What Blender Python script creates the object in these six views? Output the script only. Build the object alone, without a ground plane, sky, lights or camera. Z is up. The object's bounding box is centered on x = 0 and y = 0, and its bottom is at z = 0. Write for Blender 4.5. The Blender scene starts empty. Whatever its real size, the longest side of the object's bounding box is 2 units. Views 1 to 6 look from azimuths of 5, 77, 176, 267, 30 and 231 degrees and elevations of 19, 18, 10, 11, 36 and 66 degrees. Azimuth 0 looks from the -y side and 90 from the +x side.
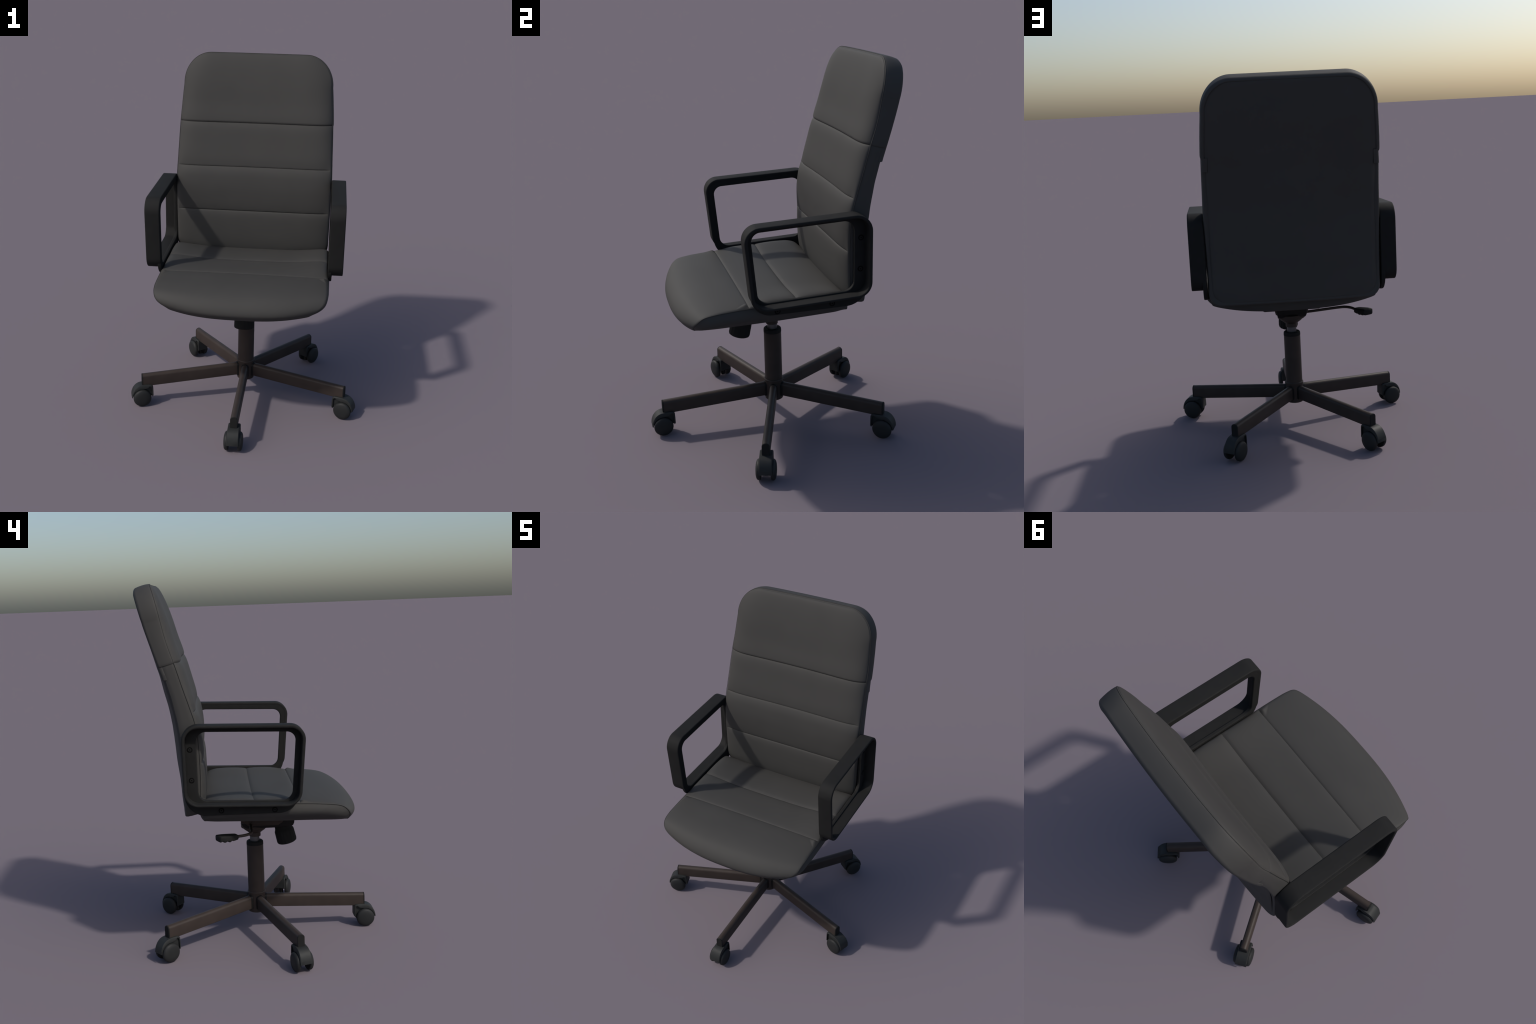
"""High-back office swivel chair: padded leather shell, loop armrests, five-star base on twin-wheel casters."""
import bpy, bmesh, math, random
from math import sin, cos, pi, radians, exp, sqrt, hypot
from mathutils import Vector, Matrix

random.seed(7)

# ------------------------------------------------------------------ helpers
def interp(x, pts):
    """smooth (monotone cubic) interpolation through (x, y) control points, x ascending"""
    n = len(pts)
    if x <= pts[0][0]:
        return pts[0][1]
    if x >= pts[-1][0]:
        return pts[-1][1]
    h = [pts[i + 1][0] - pts[i][0] for i in range(n - 1)]
    d = [(pts[i + 1][1] - pts[i][1]) / h[i] for i in range(n - 1)]
    m = [d[0]] + [0 if d[i - 1] * d[i] <= 0 else 2 * d[i - 1] * d[i] / (d[i - 1] + d[i]) for i in range(1, n - 1)] + [d[-1]]
    for i in range(n - 1):
        if x <= pts[i + 1][0]:
            t = (x - pts[i][0]) / h[i]
            return ((2 * t**3 - 3 * t**2 + 1) * pts[i][1] + (t**3 - 2 * t**2 + t) * h[i] * m[i]
                    + (-2 * t**3 + 3 * t**2) * pts[i + 1][1] + (t**3 - t**2) * h[i] * m[i + 1])

def catmull(pts, n):
    """n+1 samples of a Catmull-Rom curve through 2D/3D points, even in arc length"""
    P = [Vector(p) for p in pts]
    P = [2 * P[0] - P[1]] + P + [2 * P[-1] - P[-2]]
    fine = []
    for i in range(1, len(P) - 2):
        for k in range(24):
            t = k / 24
            a, b, c_, d = P[i - 1], P[i], P[i + 1], P[i + 2]
            fine.append(0.5 * (2 * b + (c_ - a) * t + (2 * a - 5 * b + 4 * c_ - d) * t * t + (3 * b - a - 3 * c_ + d) * t**3))
    fine.append(P[-2].copy())
    L = [0.0]
    for i in range(1, len(fine)):
        L.append(L[-1] + (fine[i] - fine[i - 1]).length)
    out, j = [], 0
    for k in range(n + 1):
        s = L[-1] * k / n
        while j < len(L) - 2 and L[j + 1] < s:
            j += 1
        t = (s - L[j]) / max(L[j + 1] - L[j], 1e-9)
        out.append(fine[j].lerp(fine[j + 1], min(1, t)))
    return out

def catmull_uniform(pts, per):
    """Catmull-Rom samples, `per` to each control segment, so that two curves stay in step"""
    P = [Vector(p) for p in pts]
    P = [2 * P[0] - P[1]] + P + [2 * P[-1] - P[-2]]
    out = []
    for i in range(1, len(P) - 2):
        a, b, c_, d = P[i - 1], P[i], P[i + 1], P[i + 2]
        for k in range(per):
            t = k / per
            out.append(0.5 * (2 * b + (c_ - a) * t + (2 * a - 5 * b + 4 * c_ - d) * t * t + (3 * b - a - 3 * c_ + d) * t**3))
    out.append(P[-2].copy())
    return out

def sstep(a, b, x):
    t = min(1, max(0, (x - a) / (b - a)))
    return t * t * (3 - 2 * t)

def mesh_obj(name, verts, faces, mat, parent=None, sharp=40, weld=False):
    me = bpy.data.meshes.new(name)
    me.from_pydata([tuple(v) for v in verts], [], faces)
    bm = bmesh.new(); bm.from_mesh(me)
    if weld:
        bmesh.ops.remove_doubles(bm, verts=bm.verts, dist=1e-5)
    bmesh.ops.recalc_face_normals(bm, faces=bm.faces)
    bm.to_mesh(me); bm.free()
    return finish(name, me, mat, parent, sharp)

def finish(name, me, mat, parent=None, sharp=40):
    me.shade_smooth()
    if sharp:
        me.set_sharp_from_angle(angle=radians(sharp))
    if mat:
        me.materials.append(mat)
    ob = bpy.data.objects.new(name, me)
    bpy.context.scene.collection.objects.link(ob)
    if parent:
        ob.parent = parent
    return ob

def grid_faces(nr, nc, closed_c=False, closed_r=False, base=0):
    F = []
    for r in range(nr if closed_r else nr - 1):
        for k in range(nc if closed_c else nc - 1):
            r2, k2 = (r + 1) % nr, (k + 1) % nc
            F.append((base + r * nc + k, base + r * nc + k2, base + r2 * nc + k2, base + r2 * nc + k))
    return F

def empty(name, loc=(0, 0, 0), parent=None):
    e = bpy.data.objects.new(name, None)
    e.location = loc
    e.empty_display_size = 0.1
    bpy.context.scene.collection.objects.link(e)
    if parent:
        e.parent = parent
    return e

def lathe(profile, seg=48, origin=(0, 0, 0), caps=True):
    """(r, z) profile turned about z"""
    V, F = [], []
    for r, z in profile:
        for k in range(seg):
            a = 2 * pi * k / seg
            V.append((origin[0] + r * cos(a), origin[1] + r * sin(a), origin[2] + z))
    F = grid_faces(len(profile), seg, closed_c=True)
    if caps:
        F.append(tuple(range(seg))[::-1])
        b = (len(profile) - 1) * seg
        F.append(tuple(range(b, b + seg)))
    return V, F

def tube(name, path, radius, mat, parent, seg=14):
    P = catmull(path, 40)
    V = []
    for i, p in enumerate(P):
        t = (P[min(i + 1, len(P) - 1)] - P[max(i - 1, 0)]).normalized()
        up = Vector((0, 0, 1))
        a = t.cross(up).normalized(); b = a.cross(t)
        for k in range(seg):
            q = 2 * pi * k / seg
            V.append(p + a * radius * cos(q) + b * radius * sin(q))
    F = grid_faces(len(P), seg, closed_c=True)
    F.append(tuple(range(seg))); F.append(tuple(range(len(V) - seg, len(V))))
    return mesh_obj(name, V, F, mat, parent, 50)

# ---------------------------------------------------------------- materials
def material(name, col, rough, var=0.06, scale=30, bump=0.0, bump_scale=300, metallic=0.0, col2=None, spec=0.5):
    m = bpy.data.materials.new(name); m.use_nodes = True
    nt = m.node_tree; N = nt.nodes; Lk = nt.links
    bs = N['Principled BSDF']
    tc = N.new('ShaderNodeTexCoord')
    nz = N.new('ShaderNodeTexNoise'); nz.inputs['Scale'].default_value = scale
    nz.inputs['Detail'].default_value = 4
    Lk.new(tc.outputs['Object'], nz.inputs['Vector'])
    cr = N.new('ShaderNodeValToRGB')
    c2 = col2 or tuple(c * (1 + var) for c in col)
    c1 = tuple(c * (1 - var) for c in col)
    cr.color_ramp.elements[0].position = 0.3; cr.color_ramp.elements[1].position = 0.7
    cr.color_ramp.elements[0].color = (*c1, 1); cr.color_ramp.elements[1].color = (*c2, 1)
    Lk.new(nz.outputs['Fac'], cr.inputs['Fac'])
    Lk.new(cr.outputs['Color'], bs.inputs['Base Color'])
    bs.inputs['Roughness'].default_value = rough
    bs.inputs['Metallic'].default_value = metallic
    bs.inputs['Specular IOR Level'].default_value = spec
    if bump:
        n2 = N.new('ShaderNodeTexNoise'); n2.inputs['Scale'].default_value = bump_scale
        n2.inputs['Detail'].default_value = 3
        Lk.new(tc.outputs['Object'], n2.inputs['Vector'])
        bp = N.new('ShaderNodeBump'); bp.inputs['Strength'].default_value = bump
        bp.inputs['Distance'].default_value = 0.002
        Lk.new(n2.outputs['Fac'], bp.inputs['Height'])
        Lk.new(bp.outputs['Normal'], bs.inputs['Normal'])
    return m

LEATHER = material('grey_leather', (0.0495, 0.0478, 0.0450), 0.66, 0.03, 6, 0.10, 420, spec=0.18)
SCREW_DARK = material('black_screw_disc', (0.0035, 0.0035, 0.0035), 0.9, 0.05, 60, spec=0.1)  # near-black puts the shade of a sunken screw hole into the colour
GROOVE_FILL = material('dark_groove_fill', (0.012, 0.012, 0.014), 0.9, 0.1, 60, spec=0.2)  # dark tone for the core added behind the backrest groove
PLASTIC = material('black_plastic', (0.0165, 0.0164, 0.0160), 0.72, 0.06, 25, 0.06, 600, spec=0.10)
CASTERM = material('dark_grey_plastic', (0.0215, 0.0228, 0.0226), 0.55, 0.06, 30, 0.05, 600, spec=0.2)
TYREM = material('dark_wheel_plastic', (0.0195, 0.0203, 0.0205), 0.55, 0.06, 30, 0.05, 600, spec=0.2)
BROWN = material('brown_painted_steel', (0.0395, 0.0300, 0.0258), 0.5, 0.10, 14, 0.04, 500, spec=0.2)
STEEL = material('brushed_steel', (0.10, 0.098, 0.105), 0.38, 0.05, 40, metallic=0.5)
MECHM = material('black_painted_steel', (0.0100, 0.0095, 0.0092), 0.55, 0.08, 30, spec=0.2)

# --------------------------------------------------------------- the chair
chair = empty('office_chair')
chair['label'] = 'dark grey leather high-back swivel office chair with loop armrests'
chair['category'] = 'office chair'

# ================================================================ BACKREST
# front piping curve (z -> y), rear surface curve (z -> y)
FRONT_Y = [(0.82, 0.342), (0.95, 0.336), (1.086, 0.334), (1.20, 0.337), (1.298, 0.350), (1.384, 0.374),
           (1.465, 0.399), (1.604, 0.440), (1.711, 0.474), (1.84, 0.502), (1.93, 0.522), (2.0, 0.540)]
REAR_Y = [(0.80, 0.424), (0.885, 0.430), (0.95, 0.431), (1.106, 0.434), (1.225, 0.441), (1.342, 0.458),
          (1.432, 0.480), (1.521, 0.503), (1.583, 0.524), (1.72, 0.568), (1.83, 0.599), (1.955, 0.627)]
# the whole back is bowed: its middle sits further to the rear than its side edges
BOW_FRONT = [(0.82, -0.012), (0.95, -0.006), (1.10, 0.004), (1.22, 0.010), (1.35, 0.012), (1.50, 0.015), (1.65, 0.018), (1.85, 0.019), (2.0, 0.016)]
BOW_REAR = [(0.80, 0.018), (0.95, 0.024), (1.08, 0.038), (1.25, 0.042), (1.42, 0.041), (1.55, 0.034), (1.68, 0.024), (1.85, 0.018), (2.0, 0.013)]

def bow(x, z, table):
    return interp(z, table) * (1 - min(1, abs(x) / 0.45) ** 2)

Z_TOP, Z_BOT = 1.9975, 0.818
HALF_W = [(0.83, 0.459), (1.0, 0.462), (1.28, 0.465), (1.40, 0.462), (1.604, 0.456), (1.75, 0.447), (1.82, 0.441)]
SEAMS = [1.604, 1.353, 1.090]
CA, CB = 0.156, 0.170        # top corner ellipse
BR = 0.065                   # bottom corner radius

def half_width(z):
    w = interp(z, HALF_W)
    if z > Z_TOP - CB:
        t = min(1, (z - (Z_TOP - CB)) / CB)
        w = 0.441 - CA + CA * sqrt(max(0, 1 - t * t))
    if z < Z_BOT + BR:
        t = min(1, (Z_BOT + BR - z) / BR)
        w -= BR * (1 - sqrt(max(0, 1 - t * t)))
    return w

def rise(d, fast=0.020, slow=0.065, k=0.45):
    d = max(0, d)
    return k * (1 - exp(-d / fast)) + (1 - k) * (1 - exp(-(d / slow) ** 1.3))

def front_point(u, z):
    """u in -1..1 across the panel, z height of the row"""
    w = half_width(z)
    x = u * w
    ds = w - abs(x)
    ztop = Z_TOP
    if abs(x) > 0.441 - CA:
        q = min(1, (abs(x) - 0.441 + CA) / CA)
        ztop = Z_TOP - CB + CB * sqrt(max(0, 1 - q * q))
    dt = max(0, ztop - z)
    db = max(0, z - Z_BOT)
    amp = interp(z, [(0.84, 0.022), (1.1, 0.026), (1.3, 0.032), (1.5, 0.040), (1.62, 0.0455), (1.75, 0.0425), (1.88, 0.0385), (2.0, 0.034)])
    g = rise(ds) * rise(dt, 0.012, 0.11, 0.30) * rise(db, 0.02, 0.05)
    y = interp(z, FRONT_Y) - amp * g + bow(x, z, BOW_FRONT)
    for i, zs in enumerate(SEAMS):
        dz = z - zs
        a = 0.0095 if i else 0.008
        L = 0.040 if dz > 0 else 0.022
        fade = sstep(0.0, 0.045, ds) if i else 1.0
        y += a * exp(-abs(dz) / L) * (0.25 + 0.75 * fade) * (1 if i == 0 else sstep(0.003, 0.02, ds))
        y += 0.003 * exp(-abs(dz) / 0.0022) * (fade if i else 1)
    y += 0.004 * exp(-min(ds, dt) / 0.004)
    # headrest cover stands slightly proud of the panels below it
    if z >= SEAMS[0]:
        y -= 0.003 * sstep(0.0, 0.012, z - SEAMS[0])
    zt = z - 0.0035 * exp(-dt / 0.0035)
    xt = x * (1 - 0.003 * exp(-ds / 0.004) / 0.45)
    return Vector((xt, y, zt))

def rows_between(z0, z1, n, top=False):
    """rows denser at both ends; at the top spaced by corner angle"""
    out = []
    if top:
        zc = Z_TOP - CB
        for i in range(n):
            t = i / n
            out.append(z0 + (zc - z0) * (t * t * 0.35 + t * 0.65))
        m = 44
        for i in range(m + 1):
            out.append(zc + CB * sin(pi / 2 * i / m))
    else:
        for i in range(n + 1):
            t = i / n
            out.append(z0 + (z1 - z0) * (0.5 - 0.5 * cos(pi * t)))
    return out

def columns(n):
    return [sin(pi / 2 * (2 * i / n - 1)) * 0.75 + 0.25 * (2 * i / n - 1) for i in range(n + 1)]

backrest = empty('backrest', (0, 0.42, 0.84), chair)
BO = Vector((0, 0.42, 0.84))

def rel(V, o):
    return [Vector(v) - o for v in V]

U = columns(96)
bounds = [Z_BOT] + SEAMS[::-1] + [Z_TOP]
for i in range(4):
    if i == 3:
        Z = rows_between(bounds[3], None, 46, True)
    elif i == 0:
        Z = sorted(set([Z_BOT + BR * (1 - cos(pi / 2 * k / 14)) for k in range(15)] + rows_between(Z_BOT + BR, bounds[1], 40)))
    else:
        Z = rows_between(bounds[i], bounds[i + 1], 48)
    V = [front_point(u, z) for z in Z for u in U]
    mesh_obj('headrest_panel' if i == 3 else 'cushion_panel', rel(V, BO), grid_faces(len(Z), len(U)), LEATHER, backrest, 60)

# ---- side band: follows the outline of the front panel, from piping to rear
def outline(z0, z1):
    """points (x, z, nx, nz) from the right side at z0 over the top (if z1 is None) to the left side"""
    pts = []
    zc = Z_TOP - CB
    side = [z0 + (min(zc, z1 or zc) - z0) * i / 60 for i in range(61)]
    for z in side:
        pts.append((half_width(z), z))
    if z1 is None:
        for i in range(1, 33):
            a = pi / 2 * i / 32
            pts.append((0.441 - CA + CA * cos(a), zc + CB * sin(a)))
        n = 40
        top = [((0.441 - CA) * (1 - 2 * i / n), Z_TOP) for i in range(1, n)]
        pts = pts + top + [(-x, z) for x, z in reversed(pts)]
    return pts

def band(name, pts, prof, mat):
    """prof: list of (v, outward) ; v 0 at the front piping, 1 at the rear surface"""
    n = len(pts)
    V = []
    for i, (x, z) in enumerate(pts):
        a, b = pts[max(i - 1, 0)], pts[min(i + 1, n - 1)]
        tx, tz = b[0] - a[0], b[1] - a[1]
        l = hypot(tx, tz) or 1
        nx, nz = tz / l, -tx / l
        zr = z - 0.021
        yf, yr = interp(z, FRONT_Y), interp(zr, REAR_Y)
        for v, o in prof(z):
            V.append((x + nx * o, yf + (yr - yf) * v + bow(x, z, BOW_FRONT) * (1 - v) + bow(x, zr, BOW_REAR) * v, z + (zr - z) * v + nz * o))
    m = len(prof(1.0))
    return mesh_obj(name, rel(V, BO), grid_faces(n, m), mat, backrest, 50)

def headrest_profile(z):
    P = [(0.0, -0.004), (0.02, -0.001), (0.06, 0.0015), (0.14, 0.003), (0.3, 0.0045), (0.5, 0.0045), (0.66, 0.0035), (0.83, 0.0015)]
    for i in range(1, 9):
        a = pi / 2 * i / 8
        P.append((0.83 + 0.17 * sin(a), 0.0015 - 0.017 * (1 - cos(a))))
    P.append((0.985, -0.0175)); P.append((0.9, -0.019))
    # bottom hem tucks in at the seam
    h = exp(-abs(z - SEAMS[0]) / 0.005) * 0.003
    return [(v, o - h) for v, o in P]

def boxing_profile(z):
    zr = z - 0.021
    T = interp(zr, REAR_Y) - interp(z, FRONT_Y)
    e = interp(z, [(0.85, 0.080), (1.1, 0.084), (1.27, 0.089), (1.38, 0.079), (1.46, 0.071), (1.60, 0.069)]) / T
    P = [(0.0, -0.004), (0.02, 0.0), (0.06, 0.002), (0.2, 0.0035), (0.45, 0.003), (0.62, 0.001)]
    P = [(v / 0.7 * e if v > 0.06 else v, o) for v, o in P]
    for i in range(0, 7):
        a = pi / 2 * i / 6
        P.append((e * 0.93 + 0.008 / T * sin(a), -0.001 - 0.010 * (1 - cos(a))))
    P.append((e * 0.95, -0.05))
    h = exp(-abs(z - SEAMS[0]) / 0.004) * 0.002
    return [(v, o - h - 0.003) for v, o in P]

band('headrest_side_band', outline(SEAMS[0], None), headrest_profile, LEATHER)
# lower boxing: right, bottom and left in one strip
side = [(half_width(z), z) for z in [SEAMS[0] - (SEAMS[0] - Z_BOT - BR) * i / 70 for i in range(71)]]
wb = half_width(Z_BOT + BR)
corner = [(wb - BR + BR * cos(pi / 2 * i / 12), Z_BOT + BR - BR * sin(pi / 2 * i / 12)) for i in range(1, 13)]
half = side + corner
bottom = [((wb - BR) * (1 - 2 * i / 30), Z_BOT) for i in range(1, 30)]
strip = half + bottom + [(-x, z) for x, z in reversed(half)]
band('cushion_side_band', [(x, z) for x, z in reversed(strip)], boxing_profile, LEATHER)

# thin dark stitched cords where the panels meet
CORD = material('dark_seam_thread', (0.026, 0.0252, 0.024), 0.7, 0.05, 40, spec=0.2)
def cord(name, pts, r, parent, origin):
    V = []
    n = len(pts)
    for i, p in enumerate(pts):
        t = (pts[min(i + 1, n - 1)] - pts[max(i - 1, 0)]).normalized()
        ref = Vector((0, 1, 0)) if abs(t.y) < 0.8 else Vector((1, 0, 0))
        a = t.cross(ref).normalized(); b = a.cross(t)
        for k in range(6):
            q = 2 * pi * k / 6
            V.append(p + a * r * cos(q) + b * r * sin(q) - origin)
    return mesh_obj(name, V, grid_faces(n, 6, closed_c=True), CORD, parent, 0)
edge = outline(SEAMS[0], None)
cord('seam_cord', [Vector((x, interp(z, FRONT_Y) + bow(x, z, BOW_FRONT) + 0.0035, z)) for x, z in edge], 0.0013, backrest, BO)
for sgn in (1, -1):
    cord('seam_cord', [Vector((sgn * half_width(z), interp(z, FRONT_Y) + 0.0030, z)) for z in [SEAMS[0] - (SEAMS[0] - Z_BOT - BR) * i / 60 for i in range(61)]], 0.0012, backrest, BO)
cord('seam_cord', [front_point(u, SEAMS[0]) + Vector((0, 0.0003, 0)) for u in U], 0.0011, backrest, BO)

# hem tabs of the headrest cover, lapping over the groove at both rear edges
for sgn in (1, -1):
    V = []
    zs = [1.592 - 0.072 * i / 12 for i in range(13)]
    for i, z in enumerate(zs):
        yr = interp(z, REAR_Y)
        x0 = 0.4515 + 0.006 * i / 12
        t = i / 12
        sec = [(x0 - 0.012, yr - 0.026 + 0.004 * t), (x0 - 0.002, yr - 0.027 + 0.004 * t), (x0 + 0.0005, yr - 0.022), (x0 - 0.001, yr - 0.010), (x0 - 0.008, yr + 0.000), (x0 - 0.018, yr + 0.0035), (x0 - 0.030, yr + 0.003), (x0 - 0.030, yr - 0.012)]
        V += [(sgn * x, y, z) for x, y in sec]
    F = grid_faces(13, 8, closed_c=True) + [tuple(range(8)), tuple(range(96, 104))]
    mesh_obj('cover_hem_tab', rel(V, BO), F, LEATHER, backrest, 50)

# ---- rear panel: one rounded upholstered slab
RT, RB = 1.963, 0.806
def rear_width(z):
    w = interp(z, [(0.8, 0.438), (1.16, 0.437), (1.466, 0.436), (1.6, 0.437), (1.78, 0.426)])
    ca, cb = 0.140, 0.150
    if z > RT - cb:
        t = min(1, (z - RT + cb) / cb)
        w = 0.426 - ca + ca * sqrt(max(0, 1 - t * t))
    rb = 0.085
    if z < RB + rb:
        t = min(1, (RB + rb - z) / rb)
        w -= rb * (1 - sqrt(max(0, 1 - t * t)))
    return w

zr_rows = [RB + 0.085 * (1 - cos(pi / 2 * k / 20)) for k in range(20)] + [RB + 0.085 + (RT - 0.15 - RB - 0.085) * i / 110 for i in range(110)] + [RT - 0.15 + 0.15 * sin(pi / 2 * i / 24) for i in range(25)]
V = []
for z in zr_rows:
    w = rear_width(z)
    yr = interp(z, REAR_Y)
    for u in U:
        x = u * w
        ds = w - abs(x)
        dd = min(ds, (RT - z) + 0.0 if abs(x) < 0.3 else ds + 1, (z - RB) if abs(x) < 0.36 else 1)
        low = sstep(1.58, 1.50, z)
        rnd = (0.008 * low + 0.002 * (1 - low)) * (1 - min(1, dd / 0.022)) ** 2
        crown = 0.003 * (1 - exp(-ds / 0.08)) + bow(x, z, BOW_REAR)
        V.append((x, yr - 0.004 + crown - rnd, z))
nr, nc = len(zr_rows), len(U)
F = grid_faces(nr, nc)
# skirt: carries the edge forward to the filler core
loop = [(0, k) for k in range(nc)] + [(r, nc - 1) for r in range(1, nr)] + [(nr - 1, k) for k in range(nc - 2, -1, -1)] + [(r, 0) for r in range(nr - 2, 0, -1)]
base = len(V)
for r, k in loop:
    p = V[r * nc + k]
    V.append((p[0] * 0.988, p[1] - 0.005, p[2] + (0.003 if p[2] < 0.9 else -0.003 if p[2] > 1.9 else 0)))
for r, k in loop:
    p = V[r * nc + k]
    V.append((p[0] * 0.950, p[1] - 0.010, p[2] + (0.01 if p[2] < 1 else -0.01)))
m = len(loop)
for i in range(m):
    j = (i + 1) % m
    a, b = loop[i], loop[j]
    F.append((a[0] * nc + a[1], b[0] * nc + b[1], base + j, base + i))
    F.append((base + i, base + j, base + m + j, base + m + i))
mesh_obj('rear_panel', rel(V, BO), F, LEATHER, backrest, 60)

# dark core box added to fill the gap, so the groove reads as shaded
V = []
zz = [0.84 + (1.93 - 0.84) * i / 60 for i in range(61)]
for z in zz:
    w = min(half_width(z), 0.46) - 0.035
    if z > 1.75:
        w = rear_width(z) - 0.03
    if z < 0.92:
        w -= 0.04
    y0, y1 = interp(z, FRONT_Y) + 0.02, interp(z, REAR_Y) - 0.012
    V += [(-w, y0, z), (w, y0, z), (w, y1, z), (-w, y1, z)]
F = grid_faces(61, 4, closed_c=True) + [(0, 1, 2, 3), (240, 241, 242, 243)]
mesh_obj('groove_filler_core', rel(V, BO), F, GROOVE_FILL, backrest, 30)

# ==================================================================== SEAT
seat = empty('seat', (0, 0, 0.75), chair)
SO = Vector((0, 0, 0.75))
# profiles along the seat (y, z): rear edge, over the top, round the nose, to the underside
SIDE = [(0.332, 0.805), (0.328, 0.845), (0.30, 0.868), (0.20, 0.876), (0.05, 0.871), (-0.08, 0.866), (-0.17, 0.862), (-0.26, 0.857), (-0.34, 0.849),
        (-0.395, 0.835), (-0.428, 0.806), (-0.440, 0.772), (-0.430, 0.742)]
MID = [(0.358, 0.795), (0.348, 0.838), (0.31, 0.858), (0.20, 0.872), (0.05, 0.876), (-0.08, 0.877), (-0.17, 0.877), (-0.26, 0.875), (-0.36, 0.865),
       (-0.44, 0.841), (-0.487, 0.802), (-0.505, 0.757), (-0.484, 0.722)]
PER = 16
A = catmull_uniform(SIDE, PER); B = catmull_uniform(MID, PER)
NT = len(A) - 1
WX = 0.467
SEAM_Y = [0.072, -0.170]
I_SEAM = [min(range(8 * PER), key=lambda i: abs(A[i].x - y)) for y in SEAM_Y]

def seat_point(u, i, fold_on=True):
    a, b = A[i], B[i]
    s = i / NT
    x = u * WX
    d = WX - abs(x)
    g = 0.55 * (1 - exp(-d / 0.05)) + 0.45 * (1 - exp(-(d / 0.20) ** 2))
    nose = sstep(0.60, 0.85, s)
    gn = 1 - (abs(u) ** 2.6)
    gg = g * (1 - nose) + gn * nose
    y = a.x + (b.x - a.x) * gg
    z = a.y + (b.y - a.y) * gg
    # pillow crest just inside the piping
    top = sstep(0.10, 0.22, s) * (1 - sstep(0.60, 0.78, s))
    rear_part = interp(a.x, [(-0.42, 0.0), (-0.25, 0.1), (-0.17, 0.25), (-0.05, 0.8), (0.3, 0.9)])
    z += 0.024 * rear_part * (1 - exp(-d / 0.014)) * exp(-(d / 0.16) ** 2) * top
    # slight dish where one sits
    z -= 0.002 * exp(-((a.x - 0.10) / 0.16) ** 2) * exp(-(x / 0.22) ** 2)
    # quilted seams
    if s < 0.8:
        for k, sy in enumerate(SEAM_Y):
            dy = abs(a.x - A[I_SEAM[k]].x)
            dep = (0.009 if k == 0 else 0.006) * sstep(0.0, 0.03, d)
            z -= dep * exp(-dy / 0.025) + 0.0025 * exp(-dy / 0.0025) * sstep(0, 0.01, d)
    # folded corner just ahead of the front seam, rising to the piping
    dyf = A[I_SEAM[1]].x - a.x
    if fold_on and 0 < dyf < 0.075:
        xc = 0.398 + 0.066 * dyf / 0.075
        if abs(x) > xc:
            zc = seat_point(xc / WX, i, False).z
            lift = zc - 0.002 + 0.24 * (abs(x) - xc)
            k = sstep(0.0, 0.018, dyf) * (1 - sstep(0.442, 0.464, abs(x)))
            z += (lift - z) * k
    # piping groove
    ry = 0.004 * exp(-d / 0.004)
    z -= ry * (1 - nose); y += ry * nose
    # sides round in toward the underside at the nose
    zn = a.y
    xs = 1.0
    if s > 0.62:
        xs = interp(zn, [(0.740, 0.80), (0.765, 0.865), (0.79, 0.935), (0.815, 0.975), (0.85, 1.0)])
    xs *= 1 - 0.05 * (1 - sstep(0.0, 0.14, s))
    return Vector((x * xs, y, z))

US = columns(96)
ib = [0, I_SEAM[0], I_SEAM[1], NT]
for k in range(3):
    rows = range(ib[k], ib[k + 1] + 1)
    V = [seat_point(u, i) for i in rows for u in US]
    mesh_obj('seat_panel', rel(V, SO), grid_faces(len(rows), len(US)), LEATHER, seat, 60)

# side boxing and underside
def under_edge(i):
    s = i / NT
    e = A[NT]
    y = 0.326 + (e.x - 0.326) * s
    z = interp(y, [(e.x, e.y), (-0.36, 0.748), (-0.26, 0.756), (0.0, 0.765), (0.3, 0.776)])
    x = interp(y, [(e.x, WX * 0.80), (-0.36, 0.402), (-0.26, 0.420), (0.0, 0.430), (0.26, 0.430), (0.326, 0.416)])
    return x, y, z

KB = 14
def side_column(i, t):
    p = seat_point(1, i)
    xe, ye, ze = under_edge(i)
    h = hypot(p.z - ze, p.y - ye)
    bul = 0.013 * sin(pi * min(1, t * 1.2)) * min(1, h / 0.07)
    inx = p.x - 0.001 * (1 - t) + (xe - p.x) * t ** 3.0
    return Vector((inx + bul, p.y + (ye - p.y) * t, p.z + (ze - p.z) * t))

for sgn in (1, -1):
    V = []
    for i in range(NT + 1):
        for k in range(KB + 1):
            q = side_column(i, k / KB)
            V.append((sgn * q.x, q.y, q.z))
    mesh_obj('seat_side_band', rel(V, SO), grid_faces(NT + 1, KB + 1), LEATHER, seat, 60)
    cord('seam_cord', [Vector((sgn * (q.x + 0.0006), q.y, q.z + 0.0004)) for q in [seat_point(1, i) for i in range(2 * PER, NT + 1)]], 0.0012, seat, SO)

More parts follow.
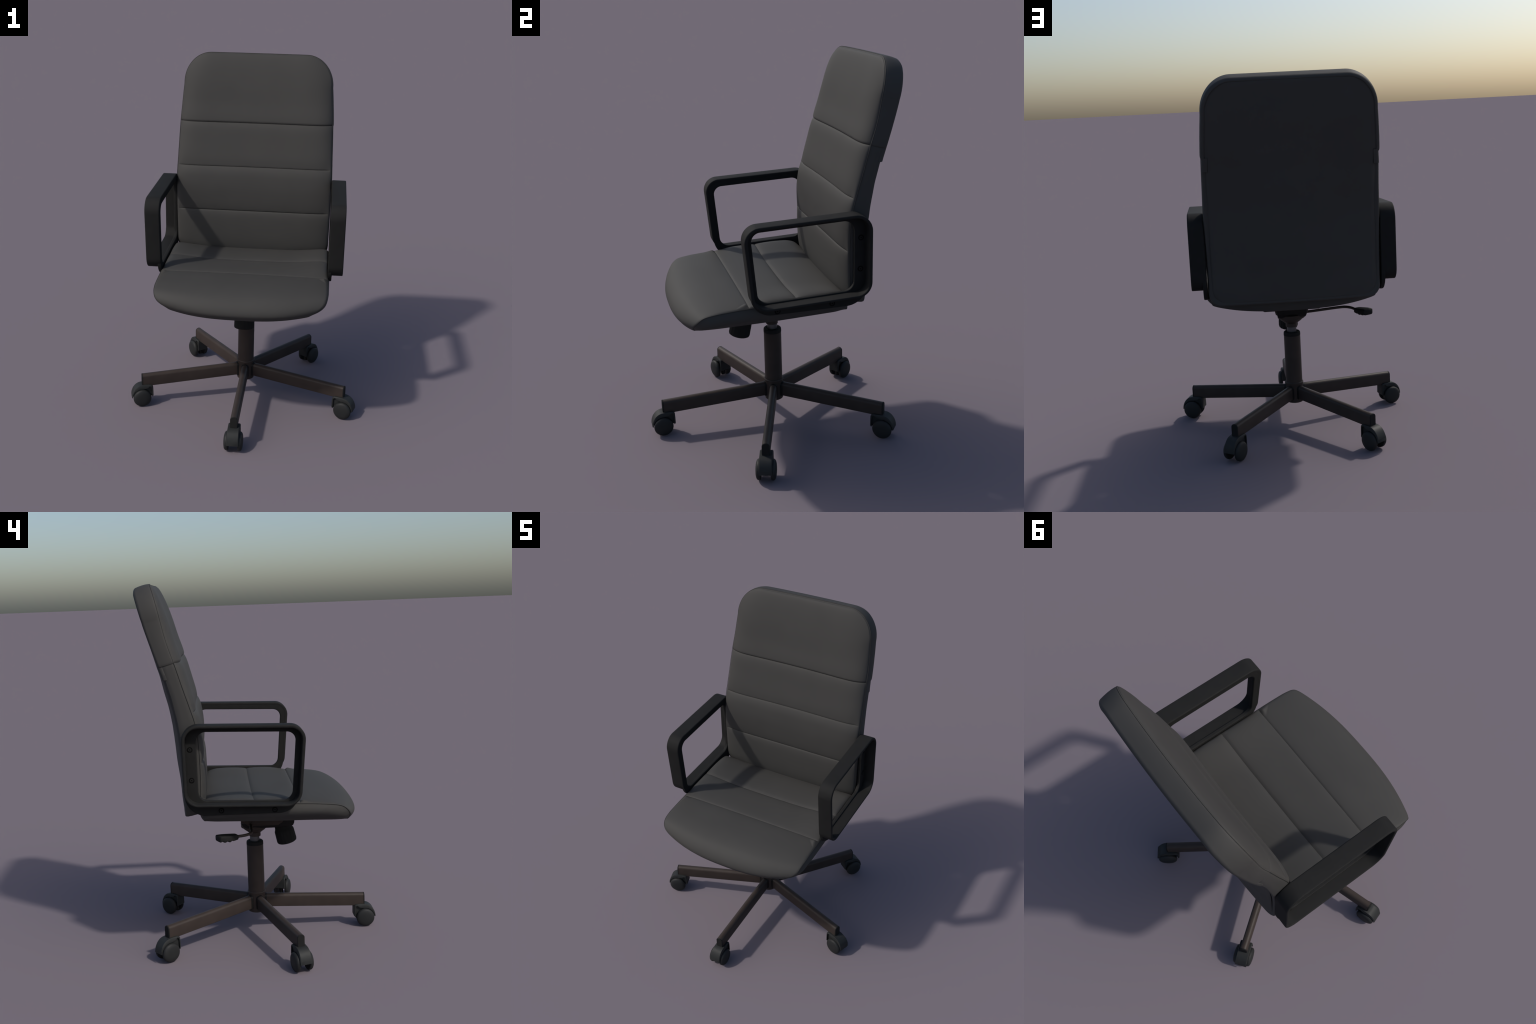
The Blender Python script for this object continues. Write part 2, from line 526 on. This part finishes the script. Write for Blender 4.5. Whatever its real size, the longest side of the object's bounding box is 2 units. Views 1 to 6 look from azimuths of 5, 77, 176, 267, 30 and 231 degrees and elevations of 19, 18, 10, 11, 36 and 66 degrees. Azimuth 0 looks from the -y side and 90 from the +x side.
V = []
nu = 60
rowsB = list(range(0, NT + 1, 3))
if rowsB[-1] != NT:
    rowsB.append(NT)
for i in rowsB:
    xe, ye, ze = under_edge(i)
    yc = 0.345 + (B[NT].x - 0.345) * i / NT
    zc = interp(yc, [(-0.49, B[NT].y), (-0.40, 0.724), (0.0, 0.733), (0.3, 0.738)])
    for k in range(nu + 1):
        u = 2 * k / nu - 1
        V.append((u * xe, ye + (yc - ye) * (1 - abs(u) ** 2.6), ze + (zc - ze) * (1 - abs(u) ** 2.8)))
mesh_obj('seat_underside', rel(V, SO), grid_faces(len(rowsB), nu + 1), LEATHER, seat, 60)
V = []
for k in range(nu + 1):
    u = 2 * k / nu - 1
    xe, ye, ze = under_edge(0)
    ye += 0.019 * (1 - abs(u) ** 2.6)
    top = seat_point(u, 0)
    lo = Vector((u * xe, ye, ze + (0.738 - ze) * (1 - abs(u) ** 2.8)))
    for j in range(KB + 1):
        t = j / KB
        q = top.lerp(lo, t)
        q.y += 0.006 * sin(pi * t) * (1 - abs(u) ** 8)
        edge_q = side_column(0, t)
        q.x += math.copysign((edge_q.x - WX * 0.95 * (1 - t) - xe * t) * abs(u) ** 8, u)
        V.append(q)
mesh_obj('seat_rear_band', rel(V, SO), grid_faces(nu + 1, KB + 1), LEATHER, seat, 60)

# ================================================================ ARMRESTS
def rounded_quad(corners, radii, n=14):
    """closed outline: corner arcs of equal sample count joined by straight runs"""
    out = []
    m = len(corners)
    for i in range(m):
        p = Vector(corners[i]); a = Vector(corners[i - 1]); b = Vector(corners[(i + 1) % m])
        da, db = (a - p).normalized(), (b - p).normalized()
        ang = da.angle(db)
        cut = radii[i] / math.tan(ang / 2)
        bis = (da + db).normalized()
        cen = p + bis * (radii[i] / sin(ang / 2))
        s = (p + da * cut) - cen; e = (p + db * cut) - cen
        tot = s.angle(e)
        cr = s.x * e.y - s.y * e.x
        for k in range(n + 1):
            q = tot * k / n * (1 if cr > 0 else -1)
            out.append(cen + Vector((s.x * cos(q) - s.y * sin(q), s.x * sin(q) + s.y * cos(q))))
    # even fill of straight runs
    res = []
    for i in range(len(out)):
        a, b = out[i], out[(i + 1) % len(out)]
        res.append(a)
        if (i + 1) % (n + 1) == 0:
            for k in range(1, 16):
                res.append(a.lerp(b, k / 16))
    return res

def fillet(poly, r, seg):
    """rounded corners on a convex polygon"""
    out = []
    n = len(poly)
    for i in range(n):
        p, a, b = Vector(poly[i]), Vector(poly[i - 1]), Vector(poly[(i + 1) % n])
        da, db = a - p, b - p
        rr = min(r, da.length * 0.45, db.length * 0.45)
        s, e = p + da.normalized() * rr, p + db.normalized() * rr
        for k in range(seg + 1):
            t = k / seg
            out.append(s * (1 - t) ** 2 + p * 2 * t * (1 - t) + e * t * t)
    return out

def ring(name, inner, outer, x0, x1, bev, mat, parent, origin, sgn, seg=5, thin=1.0):
    """loop between an inner and an outer outline (y, z), from x0 to x1; thin < 1 tapers the
    section toward x1 by carrying its inner face closer to the outer outline"""
    V = []
    for a, b in zip(inner, outer):
        d = (b - a); T = d.length; d = d / T
        sec = fillet([(x0, 0), (x0, T), (x1, T), (x1, T * (1 - thin))], bev, seg)
        for q in sec:
            p = a + d * q.y
            V.append(Vector((sgn * q.x, p.x, p.y)) - origin)
    return mesh_obj(name, V, grid_faces(len(inner), len(sec), closed_c=True, closed_r=True), mat, parent, 35)

for sgn in (1, -1):
    ao = Vector((sgn * 0.5, 0.12, 0.87))
    arm = empty('armrest', ao, chair)
    # corners: rear top, front top, front bottom, rear bottom
    outer = rounded_quad([(0.425, 1.300), (-0.206, 1.279), (-0.169, 0.862), (0.425, 0.884)], [0.085, 0.075, 0.080, 0.075])
    inner = rounded_quad([(0.406, 1.281), (-0.183, 1.261), (-0.151, 0.876), (0.406, 0.897)], [0.066, 0.056, 0.062, 0.056])
    ring('armrest_loop', inner, outer, 0.466, 0.5495, 0.007, PLASTIC, arm, ao, sgn, thin=0.85)
    pin = rounded_quad([(0.352, 1.257), (-0.157, 1.238), (-0.128, 0.884), (0.352, 0.902)], [0.050, 0.045, 0.052, 0.050])
    pout = rounded_quad([(0.4235, 1.2985), (-0.2005, 1.2775), (-0.156, 0.818), (0.4235, 0.822)], [0.083, 0.073, 0.105, 0.110])
    ring('mounting_plate', pin, pout, 0.4665, 0.488, 0.006, PLASTIC, arm, ao, sgn)
    # screws: raised ring on a flat near-black disc, painted instead of a sunken hole
    dark_disc = lathe([(0.0001, 0.0008), (0.0135, 0.0008), (0.0148, 0.0), (0.0150, -0.004)], 24, caps=False)
    head = lathe([(0.0036, 0.0008), (0.0040, 0.0022), (0.0078, 0.0022), (0.0086, 0.0008)], 24, caps=False)
    for (y, z) in ((0.385, 1.168), (0.383, 1.010), (0.239, 0.846), (-0.036, 0.838)):
        for nm, (Vs, Fs), mt in (('screw_dark_disc', dark_disc, SCREW_DARK), ('screw', head, PLASTIC)):
            VV = [(sgn * (0.488 + v[2]) - ao.x, v[0] + y - ao.y, v[1] + z - ao.z) for v in Vs]
            mesh_obj(nm, VV, Fs, mt, arm, 30)

# =============================================================== MECHANISM
mech = empty('tilt_mechanism', (0, 0.05, 0.62), chair)
MO = Vector((0, 0.05, 0.62))
def madd(name, V, F, mat, sharp=35):
    return mesh_obj(name, rel(V, MO), F, mat, mech, sharp)

def prism(name, sections, mat, bev=0.004, hole=None):
    """stack of (z, x half width, y0, y1) rectangles"""
    V = []
    for z, w, y0, y1 in sections:
        V += [(-w, y0, z), (w, y0, z), (w, y1, z), (-w, y1, z)]
    n = len(sections)
    F = grid_faces(n, 4, closed_c=True) + [(3, 2, 1, 0), tuple(range(4 * n - 4, 4 * n))]
    me = bpy.data.meshes.new(name)
    me.from_pydata(rel(V, MO), [], F)
    bm = bmesh.new(); bm.from_mesh(me)
    bmesh.ops.recalc_face_normals(bm, faces=bm.faces)
    bmesh.ops.bevel(bm, geom=bm.edges[:], offset=bev, segments=2, affect='EDGES', profile=0.5)
    bm.to_mesh(me); bm.free()
    return finish(name, me, mat, mech, 40)

prism('mechanism_housing', [(0.630, 0.068, -0.100, 0.094), (0.641, 0.080, -0.165, 0.114), (0.660, 0.086, -0.172, 0.126), (0.725, 0.088, -0.172, 0.130)], MECHM)
prism('mechanism_bracket', [(0.650, 0.0895, -0.080, 0.085), (0.668, 0.094, -0.105, 0.112), (0.736, 0.096, -0.118, 0.122)], BROWN, 0.003)
prism('seat_plate', [(0.712, 0.185, -0.125, 0.125), (0.720, 0.196, -0.135, 0.135), (0.742, 0.198, -0.136, 0.136)], BROWN, 0.003)
prism('seat_plate_rib', [(0.684, 0.155, 0.112, 0.130), (0.698, 0.182, 0.110, 0.133), (0.738, 0.190, 0.109, 0.134)], BROWN, 0.003)
V, F = lathe([(0.0331, 0.572), (0.0331, 0.592), (0.037, 0.595), (0.062, 0.614), (0.066, 0.622), (0.078, 0.626), (0.079, 0.648)], 40, (0, 0.05, 0))
madd('column_socket', V, F, BROWN)

# tension knob, ribbed, leaning forward
kb = []
nk = 72
prof = [(0.030, 0.060), (0.046, 0.050), (0.050, 0.012), (0.052, 0.006), (0.0545, 0.0), (0.0555, -0.006), (0.0565, -0.062), (0.0545, -0.071), (0.048, -0.0755), (0.030, -0.077), (0.001, -0.077)]
rot = Matrix.Rotation(radians(-13), 4, 'X')
for j, (r, z) in enumerate(prof):
    for k in range(nk):
        a = 2 * pi * k / nk
        rr = r * (1 + (0.018 if (k // 2) % 2 else -0.012) * (1 if 4 <= j <= 7 else 0))
        kb.append(rot @ Vector((rr * cos(a), rr * sin(a), z)) + Vector((0.004, -0.119, 0.598)))
F = grid_faces(len(prof), nk, closed_c=True)
madd('tension_knob', kb, F, PLASTIC, 30)

# height lever: steel rod with a gripped paddle
lever = empty('height_lever', (-0.10, 0.08, 0.66), chair)
LO = Vector((-0.10, 0.08, 0.66))
tube('lever_rod', [Vector(p) - LO for p in [(-0.07, 0.075, 0.656), (-0.16, 0.078, 0.663), (-0.26, 0.080, 0.671), (-0.31, 0.083, 0.673), (-0.342, 0.105, 0.672), (-0.360, 0.145, 0.671), (-0.372, 0.185, 0.673)]], 0.0078, BROWN, lever)
V = []
spine = catmull([(-0.364, 0.160, 0.671), (-0.382, 0.192, 0.675), (-0.400, 0.226, 0.679), (-0.417, 0.264, 0.683)], 48)
dirv = (spine[-1] - spine[0]); dirv.z = 0; dirv.normalize()
sidev = Vector((dirv.y, -dirv.x, 0))
for i, p in enumerate(spine):
    s = i / 48
    w = interp(s, [(0, 0.014), (0.06, 0.021), (0.3, 0.028), (0.7, 0.033), (0.95, 0.031), (1.0, 0.026)])
    up = interp(s, [(0, 0.009), (0.06, 0.014), (0.6, 0.014), (0.95, 0.012), (1, 0.008)])
    dn = interp(s, [(0, 0.010), (0.06, 0.014), (0.6, 0.021), (0.94, 0.021), (1, 0.016)]) + 0.003 * cos(s * 2 * pi * 4.0) * sstep(0.25, 0.4, s)
    for k in range(24):
        a = 2 * pi * k / 24
        ca, sa = cos(a), sin(a)
        ex = 0.38
        cx = math.copysign(abs(ca) ** ex, ca) * w
        cz = math.copysign(abs(sa) ** ex, sa) * (up if sa > 0 else dn)
        V.append(p + sidev * cx + Vector((0, 0, cz)) - LO)
F = grid_faces(49, 24, closed_c=True) + [tuple(range(24)), tuple(range(48 * 24, 49 * 24))]
mesh_obj('lever_handle', V, F, PLASTIC, lever, 60)

# ==================================================================== BASE
HUB = Vector((0, 0.052, 0))
base_e = empty('star_base', HUB, chair)
def badd(name, V, F, mat, sharp=35, parent=base_e):
    return mesh_obj(name, V, F, mat, parent, sharp)
V, F = lathe([(0.0275, 0.50), (0.0275, 0.610)], 40); badd('gas_piston', V, F, STEEL)
V, F = lathe([(0.029, 0.515), (0.029, 0.541), (0.032, 0.544), (0.043, 0.544), (0.0475, 0.540), (0.0485, 0.533), (0.0485, 0.522), (0.0475, 0.5205)], 48, caps=False)
badd('column_cap', V, F, PLASTIC)
V, F = lathe([(0.0478, 0.225), (0.0478, 0.521), (0.040, 0.5215)], 48, caps=False); badd('column', V, F, BROWN)
V, F = lathe([(0.030, 0.121), (0.046, 0.121), (0.050, 0.124), (0.0505, 0.150), (0.0505, 0.228), (0.053, 0.234), (0.053, 0.240), (0.050, 0.244), (0.047, 0.244)], 48, caps=False); badd('hub', V, F, BROWN)

# leg section (across, z): rounded top, flat sides, small radius below
LEG_W, Z0, Z1 = 0.0195, 0.119, 0.195
sec = []
for k in range(13):
    a = pi * k / 12
    sec.append((LEG_W * cos(a), Z1 - 0.017 + 0.017 * sin(a)))
for cx, s0 in ((-LEG_W + 0.004, pi), (LEG_W - 0.004, 3 * pi / 2)):
    for k in range(5):
        a = s0 + pi / 2 * k / 4
        sec.append((cx + 0.004 * cos(a), Z0 + 0.004 + 0.004 * sin(a)))
ns = len(sec)
def leg_sweep(stations):
    V = []
    for r, sc in stations:
        zc = (Z0 + Z1) / 2
        V += [(r, c * sc, zc + (z - zc) * (1 + (sc - 1) * 0.5) + 0.0265 * (0.63 - r) / 0.57) for c, z in sec]
    F = grid_faces(len(stations), ns, closed_c=True) + [tuple(range(ns))[::-1], tuple(range(len(V) - ns, len(V)))]
    return V, F
Vl, Fl = leg_sweep([(0.040, 1.0), (0.30, 1.0), (0.6235, 1.0)])
Vcap, Fcap = leg_sweep([(0.600, 0.90), (0.6238, 0.90), (0.6240, 1.02), (0.6280, 1.02), (0.6300, 0.93)])
Vcol, Fcol = leg_sweep([(0.040, 1.14), (0.0560, 1.14), (0.0575, 1.10)])

# caster in leg space: pivot under the leg tip, wheels' axis across the leg
CR, CZ, WR = 0.631, 0.0525, 0.0525
def wheel_mesh():
    prof = [(0.0001, 0.0530), (0.020, 0.0525), (0.034, 0.0508), (0.044, 0.0478), (0.0495, 0.0440), (WR, 0.0385), (WR, 0.0300), (0.0505, 0.0265), (0.046, 0.0255), (0.0001, 0.0255)]
    V, F = lathe(prof, 44, caps=False)
    return V, F
Vw, Fw = wheel_mesh()
def hood_mesh():
    """fender: arc over the wheels on the outer side, upright wall on the inner side"""
    pts_o, pts_i = [], []
    R = 0.0612
    # outer contour in (r, z) relative to wheel centre
    for k in range(25):
        a = radians(2) + radians(84) * k / 24
        pts_o.append((R * cos(a), R * sin(a) * 1.26))
    pts_o += [(-0.012, 0.079), (-0.034, 0.079), (-0.052, 0.078), (-0.061, 0.074), (-0.065, 0.066), (-0.066, 0.045), (-0.0665, 0.010)]
    for (x, z) in pts_o:
        l = hypot(x, z)
        pts_i.append((x / l * 0.0552, z / l * 0.0552) if x > -0.02 else (max(x + 0.0075, -0.0585) if x < -0.05 else x, min(z - 0.007, 0.0575 * 1.05 if x > -0.05 else z)))
    V = []
    n = len(pts_o)
    for j in range(n):
        ox, oz = pts_o[j]; ix, iz = pts_i[j]
        hw = 0.0335
        b = 0.004
        mx, mz = ox + (ix - ox) * 0.4, oz + (iz - oz) * 0.4
        for (px, pz, y) in ((ix, iz, -hw), (mx, mz, -hw), (ox, oz, -hw + b), (ox, oz, hw - b), (mx, mz, hw), (ix, iz, hw)):
            V.append((CR + px, y, CZ + pz))
    F = grid_faces(n, 6, closed_c=True) + [tuple(range(6)), tuple(range(6 * n - 6, 6 * n))]
    return V, F
Vh, Fh = hood_mesh()
Vn, Fn = lathe([(0.013, 0.02), (0.013, 0.128), (0.0165, 0.129), (0.0165, 0.134)], 24)
Vx, Fx = lathe([(0.012, -0.030), (0.012, 0.030)], 20)
def body_mesh():
    """web between the wheels, carrying axle and stem"""
    P = [(-0.060, 0.060), (-0.060, 0.115), (-0.045, 0.1235), (0.0, 0.1225), (0.030, 0.108), (0.050, 0.085), (0.052, 0.070), (0.020, 0.045), (-0.03, 0.045)]
    V = [(CR + x, y, z) for y in (-0.0235, 0.0235) for x, z in P]
    n = len(P)
    F = [tuple(range(n)), tuple(range(n, 2 * n))] + [(k, (k + 1) % n, n + (k + 1) % n, n + k) for k in range(n)]
    return V, F
Vb, Fb = body_mesh()

protos = {}
for i in range(5):
    ang = radians(-90 + 72 * i)
    leg = empty('base_leg', HUB, chair); leg.rotation_euler = (0, 0, ang)
    cas = empty('caster', HUB, chair); cas.rotation_euler = (0, 0, ang)
    items = [('leg_tube', Vl, Fl, BROWN, leg), ('leg_end_cap', Vcap, Fcap, PLASTIC, leg), ('leg_collar', Vcol, Fcol, MECHM, leg),
             ('caster_hood', Vh, Fh, CASTERM, cas), ('caster_body', Vb, Fb, CASTERM, cas),
             ('caster_stem', [(v[0] + 0.603, v[1], v[2]) for v in Vn], Fn, MECHM, cas),
             ('caster_wheel', [(CR + v[0], v[2], CZ + v[1]) for v in Vw], Fw, TYREM, cas),
             ('caster_wheel', [(CR + v[0], -v[2], CZ + v[1]) for v in Vw], [f[::-1] for f in Fw], TYREM, cas),
             ('caster_axle', [(CR + v[0], v[2], CZ + v[1]) for v in Vx], Fx, MECHM, cas)]
    for j, (nm, V, F, mat, par) in enumerate(items):
        if (j) in protos:
            o = protos[j].copy(); o.parent = par
            bpy.context.scene.collection.objects.link(o)
        else:
            protos[j] = mesh_obj(nm, V, F, mat, par, 35)
